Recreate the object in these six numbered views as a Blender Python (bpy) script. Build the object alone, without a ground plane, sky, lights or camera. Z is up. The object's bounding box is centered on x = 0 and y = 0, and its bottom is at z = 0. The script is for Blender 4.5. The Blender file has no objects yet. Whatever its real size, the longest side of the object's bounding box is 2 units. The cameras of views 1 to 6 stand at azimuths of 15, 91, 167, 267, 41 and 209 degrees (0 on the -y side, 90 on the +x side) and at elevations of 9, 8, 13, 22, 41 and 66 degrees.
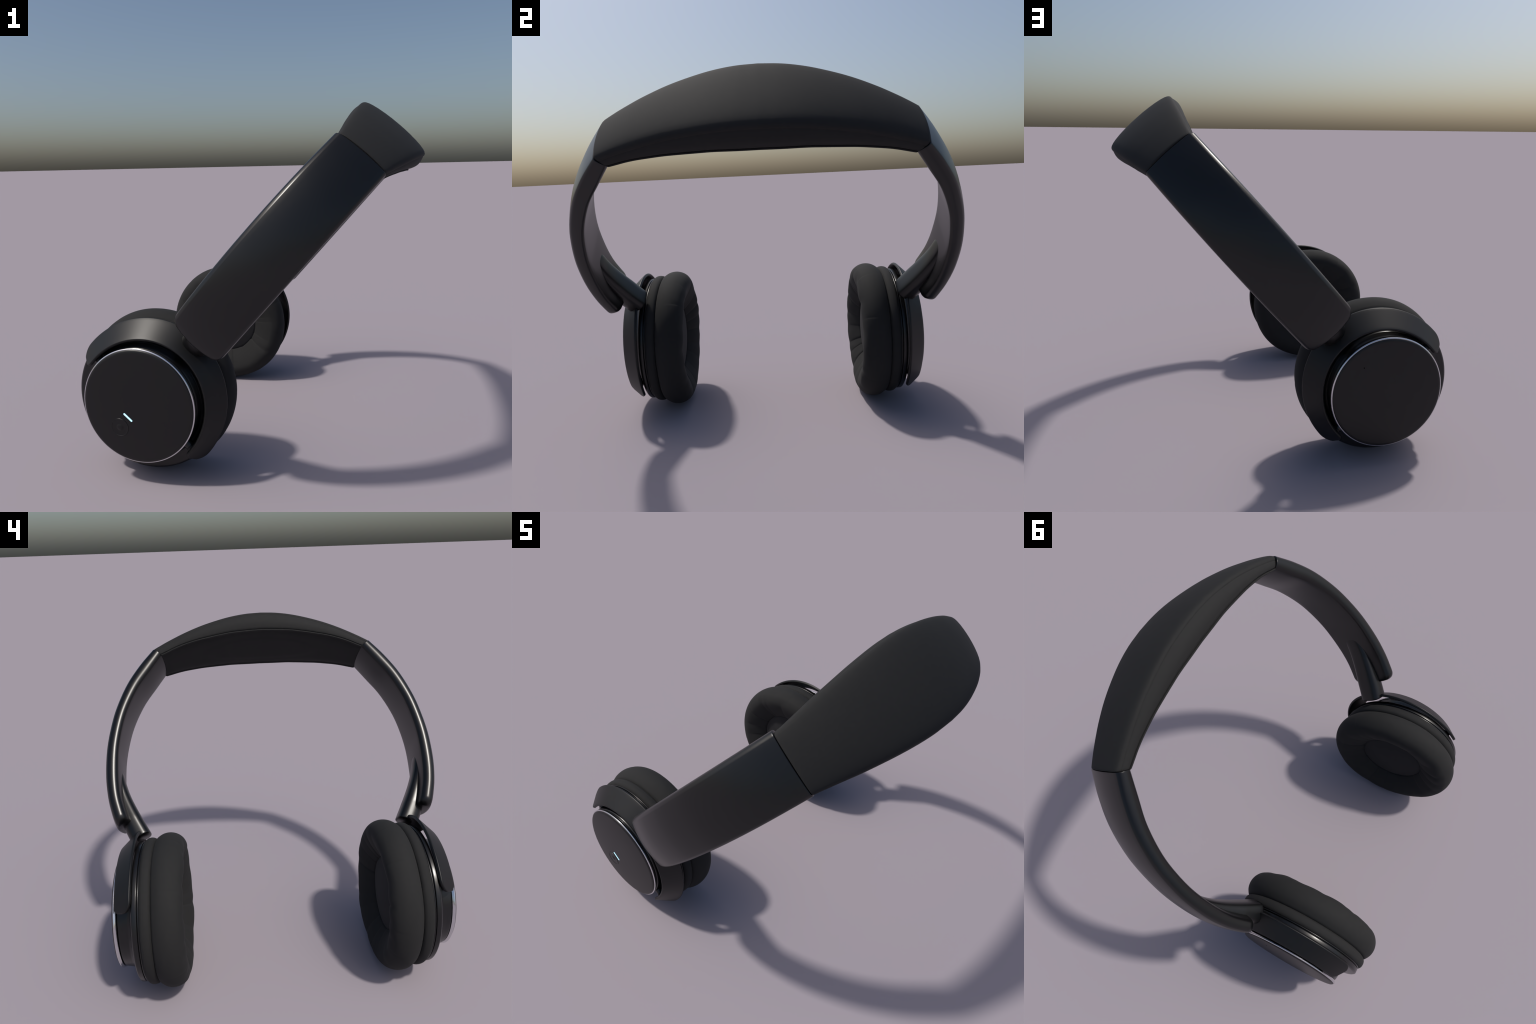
"""Over-ear headphones lying back on their ear cups: padded top, two glossy arms,
stems, half-ring yokes and round ear cups with soft cushions."""
import bpy, math
import numpy as np

rng = np.random.default_rng(7)

# ------------------------------------------------------------------ frame
# band plane: s runs up along the band, w across it, y left-right
D = np.array([0.658, 0.0, 0.753])
W = np.array([0.753, 0.0, -0.658])
O = np.array([0.0, 0.0, 0.931])
CUP = np.array([-0.461, 0.0, 0.4245])


def world(s, w, y):
    s, w, y = np.broadcast_arrays(s, w, y)
    return O + s[..., None] * D + w[..., None] * W + y[..., None] * np.array([0, 1.0, 0])


# ------------------------------------------------------------------ materials
def principled(name, color, rough, metallic=0.0, bump=0.0, bump_scale=300.0,
               spec=0.5, var=0.0, coat=0.0, sheen=0.0):
    m = bpy.data.materials.new(name)
    m.use_nodes = True
    nt = m.node_tree
    b = nt.nodes["Principled BSDF"]
    b.inputs["Base Color"].default_value = (*color, 1)
    b.inputs["Roughness"].default_value = rough
    b.inputs["Metallic"].default_value = metallic
    b.inputs["Specular IOR Level"].default_value = spec
    b.inputs["Coat Weight"].default_value = coat
    b.inputs["Coat Roughness"].default_value = 0.15
    b.inputs["Sheen Weight"].default_value = sheen
    tc = nt.nodes.new("ShaderNodeTexCoord")
    if var > 0:
        n = nt.nodes.new("ShaderNodeTexNoise")
        n.inputs["Scale"].default_value = 40.0
        n.inputs["Detail"].default_value = 4.0
        nt.links.new(tc.outputs["Object"], n.inputs["Vector"])
        r = nt.nodes.new("ShaderNodeValToRGB")
        r.color_ramp.elements[0].position = 0.3
        r.color_ramp.elements[1].position = 0.7
        r.color_ramp.elements[0].color = (*[c * (1 - var) for c in color], 1)
        r.color_ramp.elements[1].color = (*[c * (1 + var) for c in color], 1)
        nt.links.new(n.outputs["Fac"], r.inputs["Fac"])
        nt.links.new(r.outputs["Color"], b.inputs["Base Color"])
    if bump > 0:
        n = nt.nodes.new("ShaderNodeTexNoise")
        n.inputs["Scale"].default_value = bump_scale
        n.inputs["Detail"].default_value = 3.0
        nt.links.new(tc.outputs["Object"], n.inputs["Vector"])
        bp = nt.nodes.new("ShaderNodeBump")
        bp.inputs["Strength"].default_value = bump
        bp.inputs["Distance"].default_value = 0.002
        nt.links.new(n.outputs["Fac"], bp.inputs["Height"])
        nt.links.new(bp.outputs["Normal"], b.inputs["Normal"])
    return m


M_PAD = principled("pad_leatherette", (0.0128, 0.0128, 0.0128), 0.85, spec=0.4, bump=0.06, var=0.05)
M_CUSH = principled("cushion_leatherette", (0.0128, 0.0128, 0.0128), 0.88, spec=0.4, bump=0.06, var=0.05)
M_ARM = principled("satin_black_plastic", (0.0036, 0.0036, 0.0038), 0.31, var=0.05)
M_YOKE = principled("yoke_black_plastic", (0.0055, 0.0055, 0.0058), 0.43, spec=0.36, var=0.05)
M_COVER = principled("cover_soft_black", (0.0030, 0.0028, 0.0030), 0.40, spec=0.45, var=0.05)
M_SHELL = principled("gloss_black_shell", (0.005, 0.005, 0.0055), 0.28, var=0.05)
M_RING = principled("polished_steel", (0.72, 0.72, 0.74), 0.16, metallic=1.0)
M_CLOTH = principled("speaker_cloth", (0.008, 0.008, 0.0095), 0.85, bump=0.25, bump_scale=500.0, var=0.1)
M_DARK = principled("recess_black", (0.001, 0.001, 0.001), 0.8, spec=0.1)


def emissive(name, color, strength):
    m = principled(name, tuple(c * .1 for c in color), 0.5, spec=0.2)
    b = m.node_tree.nodes["Principled BSDF"]
    b.inputs["Emission Color"].default_value = (*color, 1)
    b.inputs["Emission Strength"].default_value = strength
    return m


M_LED = emissive("lit_indicator", (0.46, 0.80, 1.0), 1.5)


# ------------------------------------------------------------------ mesh helpers
def finish(name, verts, faces, mat, parent, angle=40.0):
    me = bpy.data.meshes.new(name)
    me.from_pydata([tuple(v) for v in verts], [], faces)
    me.update()
    ob = bpy.data.objects.new(name, me)
    bpy.context.scene.collection.objects.link(ob)
    import bmesh
    bm = bmesh.new()
    bm.from_mesh(me)
    bmesh.ops.remove_doubles(bm, verts=bm.verts, dist=1e-6)
    bmesh.ops.recalc_face_normals(bm, faces=bm.faces)
    bm.to_mesh(me)
    bm.free()
    for p in me.polygons:
        p.use_smooth = True
    me.set_sharp_from_angle(angle=math.radians(angle))
    me.materials.append(mat)
    ob.parent = parent
    return ob


def loft(sections, ring=True, cap=True, closed=False):
    """sections: N x M x 3 -> verts, faces; ring closes each section,
    closed joins the last section with the first."""
    S = np.asarray(sections)
    n, m, _ = S.shape
    v = S.reshape(-1, 3)
    f = []
    for i in range(n if closed else n - 1):
        i2 = (i + 1) % n
        for j in range(m if ring else m - 1):
            k = (j + 1) % m
            f.append((i * m + j, i * m + k, i2 * m + k, i2 * m + j))
    if cap and not closed:
        f.append(tuple(range(m))[::-1])
        f.append(tuple((n - 1) * m + j for j in range(m)))
    return v, f


def catmull(P, n):
    """even-parameter Catmull-Rom through control points"""
    P = np.asarray(P, float)
    A = np.vstack([2 * P[0] - P[1], P, 2 * P[-1] - P[-2]])
    t = np.linspace(0, len(P) - 1, n)
    i = np.minimum(t.astype(int), len(P) - 2)
    u = (t - i)[:, None]
    p0, p1, p2, p3 = A[i], A[i + 1], A[i + 2], A[i + 3]
    return 0.5 * (2 * p1 + (p2 - p0) * u + (2 * p0 - 5 * p1 + 4 * p2 - p3) * u ** 2
                  + (3 * p1 - p0 - 3 * p2 + p3) * u ** 3)


def lathe(profile, side, name, mat, parent, seg=192, angle=30.0, center=CUP, closed=False):
    """profile: list of (radius, |y|) about the cup axis"""
    pr = np.array(profile, float)
    t = np.linspace(0, 2 * np.pi, seg, endpoint=False)
    c, s = np.cos(t)[:, None], np.sin(t)[:, None]
    r, y = pr[None, :, 0], pr[None, :, 1]
    P = np.stack([center[0] + r * c, side * y + 0 * c, center[2] + r * s], -1)
    v, f = loft(P, ring=closed, cap=False, closed=True)
    return finish(name, v, f, mat, parent, angle)


def fillet(points, radius, n=5):
    """round the inner corners of an open polyline (2D)"""
    P = [np.array(p, float) for p in points]
    out = [P[0]]
    for a, b, c in zip(P[:-2], P[1:-1], P[2:]):
        u, v = a - b, c - b
        lu, lv = np.linalg.norm(u), np.linalg.norm(v)
        d = min(radius, 0.45 * lu, 0.45 * lv)
        p, q = b + u / lu * d, b + v / lv * d
        for k in np.linspace(0, 1, n):
            out.append((1 - k) ** 2 * p + 2 * k * (1 - k) * b + k * k * q)
    out.append(P[-1])
    return out


def rounded_rect(hw, h, r, nflat=10, narc=7, nside=0):
    """unit outline (a across, n through), counter-clockwise, returned as M x 2"""
    r = min(r, h * 0.999, hw * 0.999)
    pts = []
    for (cx, cy, a0) in ((hw - r, h - r, 0), (-(hw - r), h - r, 90), (-(hw - r), -(h - r), 180), (hw - r, -(h - r), 270)):
        for k in np.linspace(0, 90, narc):
            a = math.radians(a0 + k)
            pts.append((cx + r * math.cos(a), cy + r * math.sin(a)))
        if a0 in (0, 180):       # long flats get inner points
            sg = 1 if a0 == 0 else -1
            for k in np.linspace(0, 1, nflat + 2)[1:-1]:
                pts.append((sg * (hw - r) * (1 - 2 * k), sg * h))
        elif nside:
            sg = -1 if a0 == 90 else 1
            for k in np.linspace(0, 1, nside + 2)[1:-1]:
                pts.append((sg * hw, -sg * (h - r) * (1 - 2 * k)))
    return np.array(pts)


# ------------------------------------------------------------------ root
root = bpy.data.objects.new("headphones", None)
bpy.context.scene.collection.objects.link(root)
root["label"] = "black over-ear headphones with padded headband and round ear cups"
root["category"] = "headphones"

HW = 0.139           # half width of the arms
WOFF = -0.008        # they sit a little to the back
CROWN = 0.0185        # how far the outer face bulges

# outer and inner edge of the arm seen square to the band plane, joint -> end, (s, y)
ARM_OUT = [(.920, .700), (.810, .784), (.680, .862), (.530, .922), (.400, .955), (.250, .977),
           (.090, .980), (-.040, .966), (-.140, .942), (-.222, .914)]
ARM_IN = [(.881, .649), (.777, .718), (.660, .794), (.520, .856), (.395, .890), (.250, .911),
          (.090, .913), (-.030, .902), (-.120, .880), (-.195, .856)]


def build_arm(side):
    o, i = catmull(ARM_OUT, 90), catmull(ARM_IN, 90)
    mid, half = (o + i) / 2, (o - i) / 2
    L = np.concatenate([[0], np.cumsum(np.linalg.norm(np.diff(mid, axis=0), axis=1))])
    # resample so that both ends get fine steps for their rounding
    total = L[-1]
    e = np.concatenate([[0, .0008, .0018, .003], np.linspace(.008, total - .05, 70),
                        total - np.array([.045, .04, .034, .028, .022, .017, .013, .009, .006, .0035, .0015, .0004])])
    secs = []
    for x in e:
        m = np.array([np.interp(x, L, mid[:, k]) for k in (0, 1)])
        h2 = np.array([np.interp(x, L, half[:, k]) for k in (0, 1)])
        h = np.linalg.norm(h2)
        nrm = h2 / h
        hw = HW
        rest = total - x
        R, q = 0.050, 0.016
        if rest < R:
            hw -= R - math.sqrt(max(R * R - (R - rest) ** 2, 0))
        if rest < q:
            h -= q - math.sqrt(max(q * q - (q - rest) ** 2, 0))
        if x < .003:
            k = .003 - math.sqrt(max(.003 ** 2 - (.003 - x) ** 2, 0))
            hw -= k
            h -= k
        rr = rounded_rect(hw, h, min(0.0115, h * .6), narc=6, nside=7)
        a, n = rr[:, 0].copy(), rr[:, 1].copy()
        up = np.clip((n / h + 1) / 2, 0, 1)
        # flanks are gently rounded, more so at the back
        flank = np.clip((abs(a) - (hw - .012)) / .012, 0, 1) * np.clip(1 - (n / h) ** 2, 0, 1)
        a = a + np.where(a < 0, -.0125, .0065) * flank
        crown = CROWN * np.interp(x / total, [0, .25, .45], [.68, .9, 1])
        n = n + crown * np.clip(1 - (a / hw) ** 2, 0, 1) * up ** 2 * min(1, hw / HW)
        n = n - np.interp(x / total, [0, .3, .62, .85, 1], [.014, .007, .004, .014, .022]) * np.clip(1 - (a / hw) ** 2, 0, 1) * (1 - up) ** 2
        a = a + WOFF
        s, y = m[0] + nrm[0] * n, m[1] + nrm[1] * n
        secs.append(world(s, a, side * y))
    v, f = loft(secs)
    return finish("headband_arm", v, f, M_ARM, root, 50)


def build_stem(parent, side):
    """squarish post leaving the inner face of the arm and ending above the cup"""
    inn = catmull([(.220, .936), (.130, .9045), (.060, .886), (-.010, .861), (-.085, .826), (-.168, .782), (-.250, .737)], 60)
    out = catmull([(.200, .966), (.110, .964), (.040, .960), (-.040, .948), (-.120, .928), (-.210, .897), (-.303, .853)], 60)
    L = np.concatenate([[0], np.cumsum(np.linalg.norm(np.diff(inn + out, axis=0) / 2, axis=1))])
    secs = []
    es = np.concatenate([np.linspace(0, L[-1] - .010, 48), L[-1] - np.array([.008, .0055, .0032, .0014, .0003])])
    for x in es:
        i = np.array([np.interp(x, L, inn[:, k]) for k in (0, 1)])
        o = np.array([np.interp(x, L, out[:, k]) for k in (0, 1)])
        c, n = (i + o) / 2, (o - i) / 2
        hb = np.linalg.norm(n)
        n = n / hb
        rest = L[-1] - x
        k = .010 - math.sqrt(.010 ** 2 - (.010 - rest) ** 2) if rest < .010 else 0
        t = np.linspace(0, 2 * np.pi, 64, endpoint=False)
        u = min(1, x / (L[-1] * .75))
        ex = 2 / np.where(np.sin(t) < 0, 2.7 + .4 * u, 2.3)      # flatter towards the head
        a = WOFF + (0.050 + .023 * u - k) * np.sign(np.cos(t)) * abs(np.cos(t)) ** ex
        b = (hb - k) * np.sign(np.sin(t)) * abs(np.sin(t)) ** ex
        secs.append(world(c[0] + n[0] * b, a, side * (c[1] + n[1] * b)))
    v, f = loft(secs)
    return finish("stem", v, f, M_ARM, parent, 50)


# ------------------------------------------------------------------ head pad
CORNER = [(0, 1.117), (.1, 1.113), (.2, 1.100), (.3, 1.078), (.4, 1.050), (.5, 1.013), (.6, .970), (.66, .941), (.70, .9195)]
BOTTOM = [(0, .987), (.17, .981), (.25, .973), (.33, .962), (.41, .949), (.5, .928), (.56, .909), (.61, .889), (.652, .873)]
WIDTH = [(0, .221), (.1, .218), (.2, .2105), (.3, .200), (.4, .187), (.5, .173), (.6, .1555), (.66, .1445), (.70, .138)]


def smooth_interp(x, table):
    c = catmull(table, 200)
    return np.interp(abs(x), c[:, 0], c[:, 1])


def build_pad():
    taus = np.concatenate([-(1 - np.array([.0035, .0045, .006, .009, .014, .022, .034, .05])),
                           np.linspace(-.93, .93, 91),
                           (1 - np.array([.05, .034, .022, .014, .009, .006, .0045, .0035]))])
    secs = []
    for tau in taus:
        yt, yb = .70 * tau, .652 * tau
        top = np.array([smooth_interp(yt, CORNER), yt])
        bot = np.array([smooth_interp(yb, BOTTOM), yb])
        hw = smooth_interp(yt, WIDTH)
        ax = top - bot
        H = np.linalg.norm(ax)
        ax /= H
        g = (H - .06) / .06                     # 0 at the joint .. 1 mid-pad
        b = 0.010 * max(g, 0) ** .7             # sideways bulge of the flank
        # half section: (a across, n measured from the top corner line)
        half = [(0, .025), (.2 * hw, .0245), (.4 * hw, .0222), (.6 * hw, .0182), (.76 * hw, .0130), (.87 * hw, .0075),
                (.94 * hw, .0015), (.975 * hw, -.004), (.993 * hw, -.0095), (hw, -.0155), (hw, -.0185),
                (hw - .0012, -.0205), (hw - .0012, -.0222), (hw + .0004, -.0245)]
        z0, z1 = -.0245, -H + .012
        for k in np.linspace(.12, 1, 9):
            half.append((hw + .0005 + b * math.sin(math.pi * min(k * .95, 1)) - .012 * max(g, 0) * k ** 2, z0 + (z1 - z0) * k))
        ab = half[-1][0]
        half += [(ab - .0078, -H + .0105), (ab - .0078, -H + .0085), (ab + .0010, -H + .0058), (ab + .0012, -H + .0015),
                 (ab - .0015, -H - .0010), (ab - .0060, -H - .0014), (ab - .0110, -H + .0002), (ab - .0145, -H + .003), (ab - .019, -H + .003)]
        al = ab - .019
        for k in np.linspace(.92, 0, 14):
            a = al * k
            # soft oval cushion standing out of the underside
            rad = math.hypot(a / .122, bot[1] / .36)
            lift = .003 * (1 - 1 / (1 + math.exp(-(rad - 1) * 28)))
            lift += np.interp(abs(tau), [0, .45, .75, .93, 1], [.007, .011, .013, .009, .004]) * (1 - abs(k) ** 7)
            half.append((a, -H + .003 - lift))
        half = np.array(half)
        half[:9, 1] -= np.clip(half[:9, 1], 0, 1) * np.interp(1 - abs(tau), [0, .25], [.28, 0])
        # round the pad ends where they meet the arms
        edge = (1 - abs(tau)) - .0035
        if edge < .014:
            e = 1 - edge / .014
            k = .0035 * (1 - math.sqrt(max(1 - e * e, 0)))
            cen = np.array([0, -H / 2 + .005])
            rel = half - cen
            sc = np.array([1 - k / hw, 1 - k / (H / 2)])
            half = cen + rel * sc
        full = np.vstack([half, (half * np.array([-1, 1]))[-2:0:-1]])
        a, n = full[:, 0], full[:, 1]
        secs.append(world(top[0] + ax[0] * n, a + WOFF * (.85 - .35 * g), top[1] + ax[1] * n))
    v, f = loft(secs)
    return finish("headband_pad", v, f, M_PAD, root, 60)


def build_joint_core(side):
    """dark tongue that joins arm and pad inside the seam"""
    secs = []
    o0, i0 = np.array(ARM_OUT[0]), np.array(ARM_IN[0])
    ax = (o0 - i0) / np.linalg.norm(o0 - i0)
    tan = np.array([-ax[1], ax[0]])
    tan *= np.sign(tan[0])
    c = (o0 + i0) / 2
    for k in (-.02, .02):
        rr = rounded_rect(HW - .009, np.linalg.norm(o0 - i0) / 2 - .008, .012)
        n = rr[:, 1] + .010 * (1 - (rr[:, 0] / HW) ** 2) * (rr[:, 1] > 0)
        secs.append(world(c[0] + ax[0] * n + tan[0] * k, rr[:, 0] + WOFF, side * (c[1] + ax[1] * n - abs(tan[1]) * k)))
    v, f = loft(secs)
    return finish("joint_tongue", v, f, M_DARK, root, 50)


# ------------------------------------------------------------------ yoke
def build_yoke(side):
    """conical half ring with rounded ends"""
    n = 150
    ends = (math.radians(98.3), math.radians(96.8))   # back leg reaches a little further
    th = np.linspace(-1, 1, n)
    th = np.sign(th) * (1 - (1 - abs(th)) ** 1.6) * np.where(th < 0, *ends)
    secs = []
    for t in th:
        c, s = math.cos(t), math.sin(t)
        back = np.array([(.446 if c > 0 else .412) * c, .412 * s + .006, .794])     # (d, w, y)
        front = np.array([(.357 if c > 0 else .331) * c, .331 * s + .008, .887])
        mid, axv = (back + front) / 2, (front - back) / 2
        h = np.linalg.norm(axv)
        axv /= h
        out = np.cross(axv, np.array([-s, c, 0.0]))  # wall thickness is square to the cone
        out *= np.sign(out[2])
        rest = (ends[0 if t < 0 else 1] - abs(t)) * .37
        q, th2 = .007, .0085
        f0, b0 = h, h                                # reach of the front and the back edge
        for R, lab in ((.040, "front"), (.062, "back")):
            if rest < R:
                cut = R - math.sqrt(max(R * R - (R - rest) ** 2, 0))
                if lab == "front":
                    f0 -= cut
                else:
                    b0 -= cut
        if rest < q:
            th2 -= q - math.sqrt(max(q * q - (q - rest) ** 2, 0))
        h2 = max((f0 + b0) / 2, .004)
        rr = rounded_rect(h2, max(th2, .002), .0056, nflat=8)
        P = mid[None] + axv[None] * (rr[:, :1] + (f0 - b0) / 2) + out[None] * (rr[:, 1:] - .0085)
        secs.append(CUP + P[:, :1] * D + P[:, 1:2] * W + side * P[:, 2:] * np.array([0, 1.0, 0]))
    v, f = loft(secs)
    return finish("yoke", v, f, M_YOKE, root, 50)


# ------------------------------------------------------------------ ear cup
def cup_point(d, w, y):
    return CUP + d * D + w * W + np.array([0, y, 0])


def build_cushion(side, parent):
    """fat ring with puckers running into the ear opening"""
    nphi, npsi = 600, 96
    phi = np.linspace(0, 2 * np.pi, nphi, endpoint=False)
    psi = np.linspace(0, 2 * np.pi, npsi, endpoint=False)
    # pucker list: angle, strength, width
    nk = 19
    ang = (np.arange(nk) + rng.uniform(-.36, .36, nk)) / nk * 2 * np.pi
    amp = rng.uniform(.3, 1.0, nk) ** 1.5
    wid = rng.uniform(.026, .055, nk)
    skew = rng.uniform(-.05, .05, nk)
    nt = 11
    tang = (np.arange(nt) + rng.uniform(-.4, .4, nt)) / nt * 2 * np.pi
    tamp = rng.uniform(.3, 1.0, nt)
    tpos = rng.uniform(.55, 1.0, nt)
    # closed section of the ring: full outside, long slope into the opening
    sec = [(.205, .604), (.212, .592), (.240, .572), (.275, .551), (.310, .536), (.342, .529), (.370, .5345), (.396, .551),
           (.4145, .579), (.4225, .612), (.419, .645), (.406, .672), (.388, .690), (.350, .698), (.280, .690), (.225, .650)]
    C = catmull(sec + sec[:1], 400)[:-1]
    C = np.array([np.interp(np.linspace(0, 399, npsi, endpoint=False), np.arange(399), C[:, k]) for k in (0, 1)]).T
    T = np.roll(C, -1, 0) - np.roll(C, 1, 0)
    NR = np.stack([T[:, 1], -T[:, 0]], 1)
    NR /= np.linalg.norm(NR, axis=1)[:, None]
    if ((C - C.mean(0)) * NR).sum() < 0:
        NR = -NR
    PH, _ = np.meshgrid(phi, psi, indexing="ij")
    RR, YY = np.broadcast_to(C[:, 0], PH.shape), np.broadcast_to(C[:, 1], PH.shape)
    nr, ny = np.broadcast_to(NR[:, 0], PH.shape), np.broadcast_to(NR[:, 1], PH.shape)
    ca = nr
    PS = np.arctan2(ny, nr)
    visible = np.clip(-ny * 3 + .3, 0, 1)
    inner = visible * np.clip((.365 - RR) / .10, 0, 1)
    head = visible * np.clip((.40 - RR) / .04, 0, 1) * np.clip((RR - .25) / .06, 0, 1)
    disp = np.zeros_like(PH)
    for k in range(nk):
        dphi = (PH + skew[k] * ca - ang[k] + np.pi) % (2 * np.pi) - np.pi
        # asymmetric fold: sharp on one side, soft on the other
        soft = np.where(dphi > 0, wid[k] * 2.6, wid[k] * .55)
        disp -= amp[k] * .0064 * np.exp(-np.abs(dphi) / soft) * inner
        disp -= amp[k] * .0055 * np.exp(-(dphi / (wid[k] * 2.2)) ** 2) * head
    for k in range(nt):
        dphi = (PH - tang[k] + np.pi) % (2 * np.pi) - np.pi
        soft = np.where(dphi > 0, .05, .008)
        outer = np.exp(-((PS - (0.15 - tpos[k])) / .55) ** 2) + np.exp(-((PS - 2 * np.pi - (0.15 - tpos[k])) / .55) ** 2)
        disp -= tamp[k] * .0022 * np.exp(-np.abs(dphi) / soft) * outer
    # slow lumps
    for k, am in ((2, .0012), (3, .0016), (5, .0016), (7, .0014)):
        disp += am * np.sin(k * PH + rng.uniform(0, 6.28)) * (0.3 + .7 * head)
    R = RR + disp * nr
    Y = YY + disp * ny
    P = np.stack([CUP[0] + R * np.cos(PH), side * Y, CUP[2] + R * np.sin(PH)], -1)
    v, f = loft(P, ring=True, closed=True)
    return finish("ear_cushion", v, f, M_CUSH, parent, 80)


def build_cup(side):
    shell = fillet([(.02, .8765), (.2905, .8765), (.2955, .870), (.299, .845), (.304, .822), (.314, .806), (.338, .7975),
                    (.372, .7935), (.382, .786), (.3825, .762), (.374, .7605), (.374, .7580),
                    (.3835, .7575), (.3835, .7505), (.370, .749), (.370, .738), (.20, .738)], .004, 4)
    cup = lathe(shell, side, "ear_cup", M_SHELL, root, angle=35)
    # flat trim ring around the cover
    ring = fillet([(.272, .8785), (.2925, .8790), (.2985, .8905), (.2985, .8935), (.2945, .8965), (.286, .8965)], .001, 3)
    # the cover side with the microphone came out a touch larger
    grow = 1.014 if side > 0 else .995
    at = CUP + np.array([.002, 0, -.003]) * (side > 0)
    ring = [(p[0] * grow, p[1]) for p in ring]
    lathe(ring, side, "trim_ring", M_RING, cup, seg=256, angle=30, center=at)
    # slightly domed cover
    cr = [(.2935, .893), (.2925, .8975), (.2895, .9005)]
    for r in np.linspace(.285, 0.0, 30):
        cr.append((max(r, 1e-5), .9125 - .0098 * (r / .287) ** 2.6))
    lathe([(r * grow, y) for r, y in cr], side, "cover_disc", M_COVER, cup, seg=256, angle=40, center=at)
    # soft base ring under the cushion
    base = fillet([(.25, .745), (.376, .7535), (.388, .749), (.3975, .738), (.4005, .720), (.397, .703), (.386, .692),
                   (.36, .688), (.25, .688)], .012, 6)
    lathe(base, side, "cushion_base", M_CUSH, cup, angle=50)
    build_cushion(side, cup)
    cloth = [(.23, .612), (.208, .603), (.200, .5985)]
    cloth += [(max(r, 1e-5), .578 + .0195 * (r / .196) ** 2.0) for r in np.linspace(.194, 0, 20)]
    lathe(cloth, side, "speaker_cloth", M_CLOTH, cup, angle=30)
    # pivot pins between yoke tips and shell
    for sgn in (1, -1):
        t = np.linspace(0, 2 * np.pi, 32, endpoint=False)
        secs = []
        for w, r in ((.27, .023), (.318, .023), (.320, .021), (.322, .021), (.324, .024), (.343, .024)):
            secs.append(np.stack([cup_point(r * math.cos(a), sgn * w, side * (.833 + r * math.sin(a))) for a in t]))
        v, f = loft(secs)
        finish("pivot_pin", v, f, M_SHELL, cup, 40)

    def cover_y(r):
        return .9125 - .0098 * (r / .287) ** 2.6

    if side < 0:
        # power button: shallow raised lip around a cap with a small dome
        bc = CUP + D * -.1475
        yb = cover_y(.1475)
        prof = [(1e-5, yb + .0042), (.007, yb + .0039), (.012, yb + .0030), (.0160, yb + .0014), (.0180, yb + .0006), (.021, yb + .0005),
                (.0425, yb + .0005), (.0436, yb + .0007), (.0446, yb + .0016), (.0458, yb + .0016), (.0468, yb + .0006), (.0472, yb - .003)]
        pr = np.array(prof)
        t = np.linspace(0, 2 * np.pi, 96, endpoint=False)
        P = np.stack([np.stack([bc + r * (math.cos(a) * D + math.sin(a) * W) + np.array([0, side * (y + tilt(r * math.cos(a))), 0])
                                for r, y in pr]) for a in t])
        v, f = loft(P, ring=False, cap=False, closed=True)
        finish("power_button", v, f, M_COVER, cup, 40)
        # lit bar
        secs = []
        L, r = .0290, .0047
        y0 = cover_y(.0735)
        for zz, k in ((-.004, 0), (.0006, 0), (.0012, .0008)):
            pts = []
            for a in np.linspace(-90, 90, 9):
                a = math.radians(a)
                pts.append(((r - k) * math.sin(a), L - r + (r - k) * math.cos(a)))
            for a in np.linspace(90, 270, 9):
                a = math.radians(a)
                pts.append(((r - k) * math.sin(a), -(L - r) + (r - k) * math.cos(a)))
            secs.append(np.stack([cup_point(-.0735 + p[0], p[1] - .002, side * (y0 + zz)) for p in pts]))
        v, f = loft(secs)
        finish("indicator_light", v, f, M_LED, cup, 40)
    else:
        # microphone pinhole
        t = np.linspace(0, 2 * np.pi, 20, endpoint=False)
        y0 = cover_y(.2075)
        secs = [np.stack([cup_point(.2075 + .0034 * math.cos(a), .0047 + .0034 * math.sin(a), side * (y0 + z)) for a in t])
                for z in (-.006, .0008)]
        v, f = loft(secs)
        finish("microphone_hole", v, f, M_DARK, cup, 40)
    return cup


def tilt(dd):
    """height change of the domed cover across the button, dd along the band"""
    r0 = .1475
    g = -.0098 * 2.6 / .287 * (r0 / .287) ** 1.6
    return -g * dd


build_pad()
for side in (-1, 1):
    arm = build_arm(side)
    build_stem(arm, side)
    build_joint_core(side)
    build_yoke(side)
    build_cup(side)
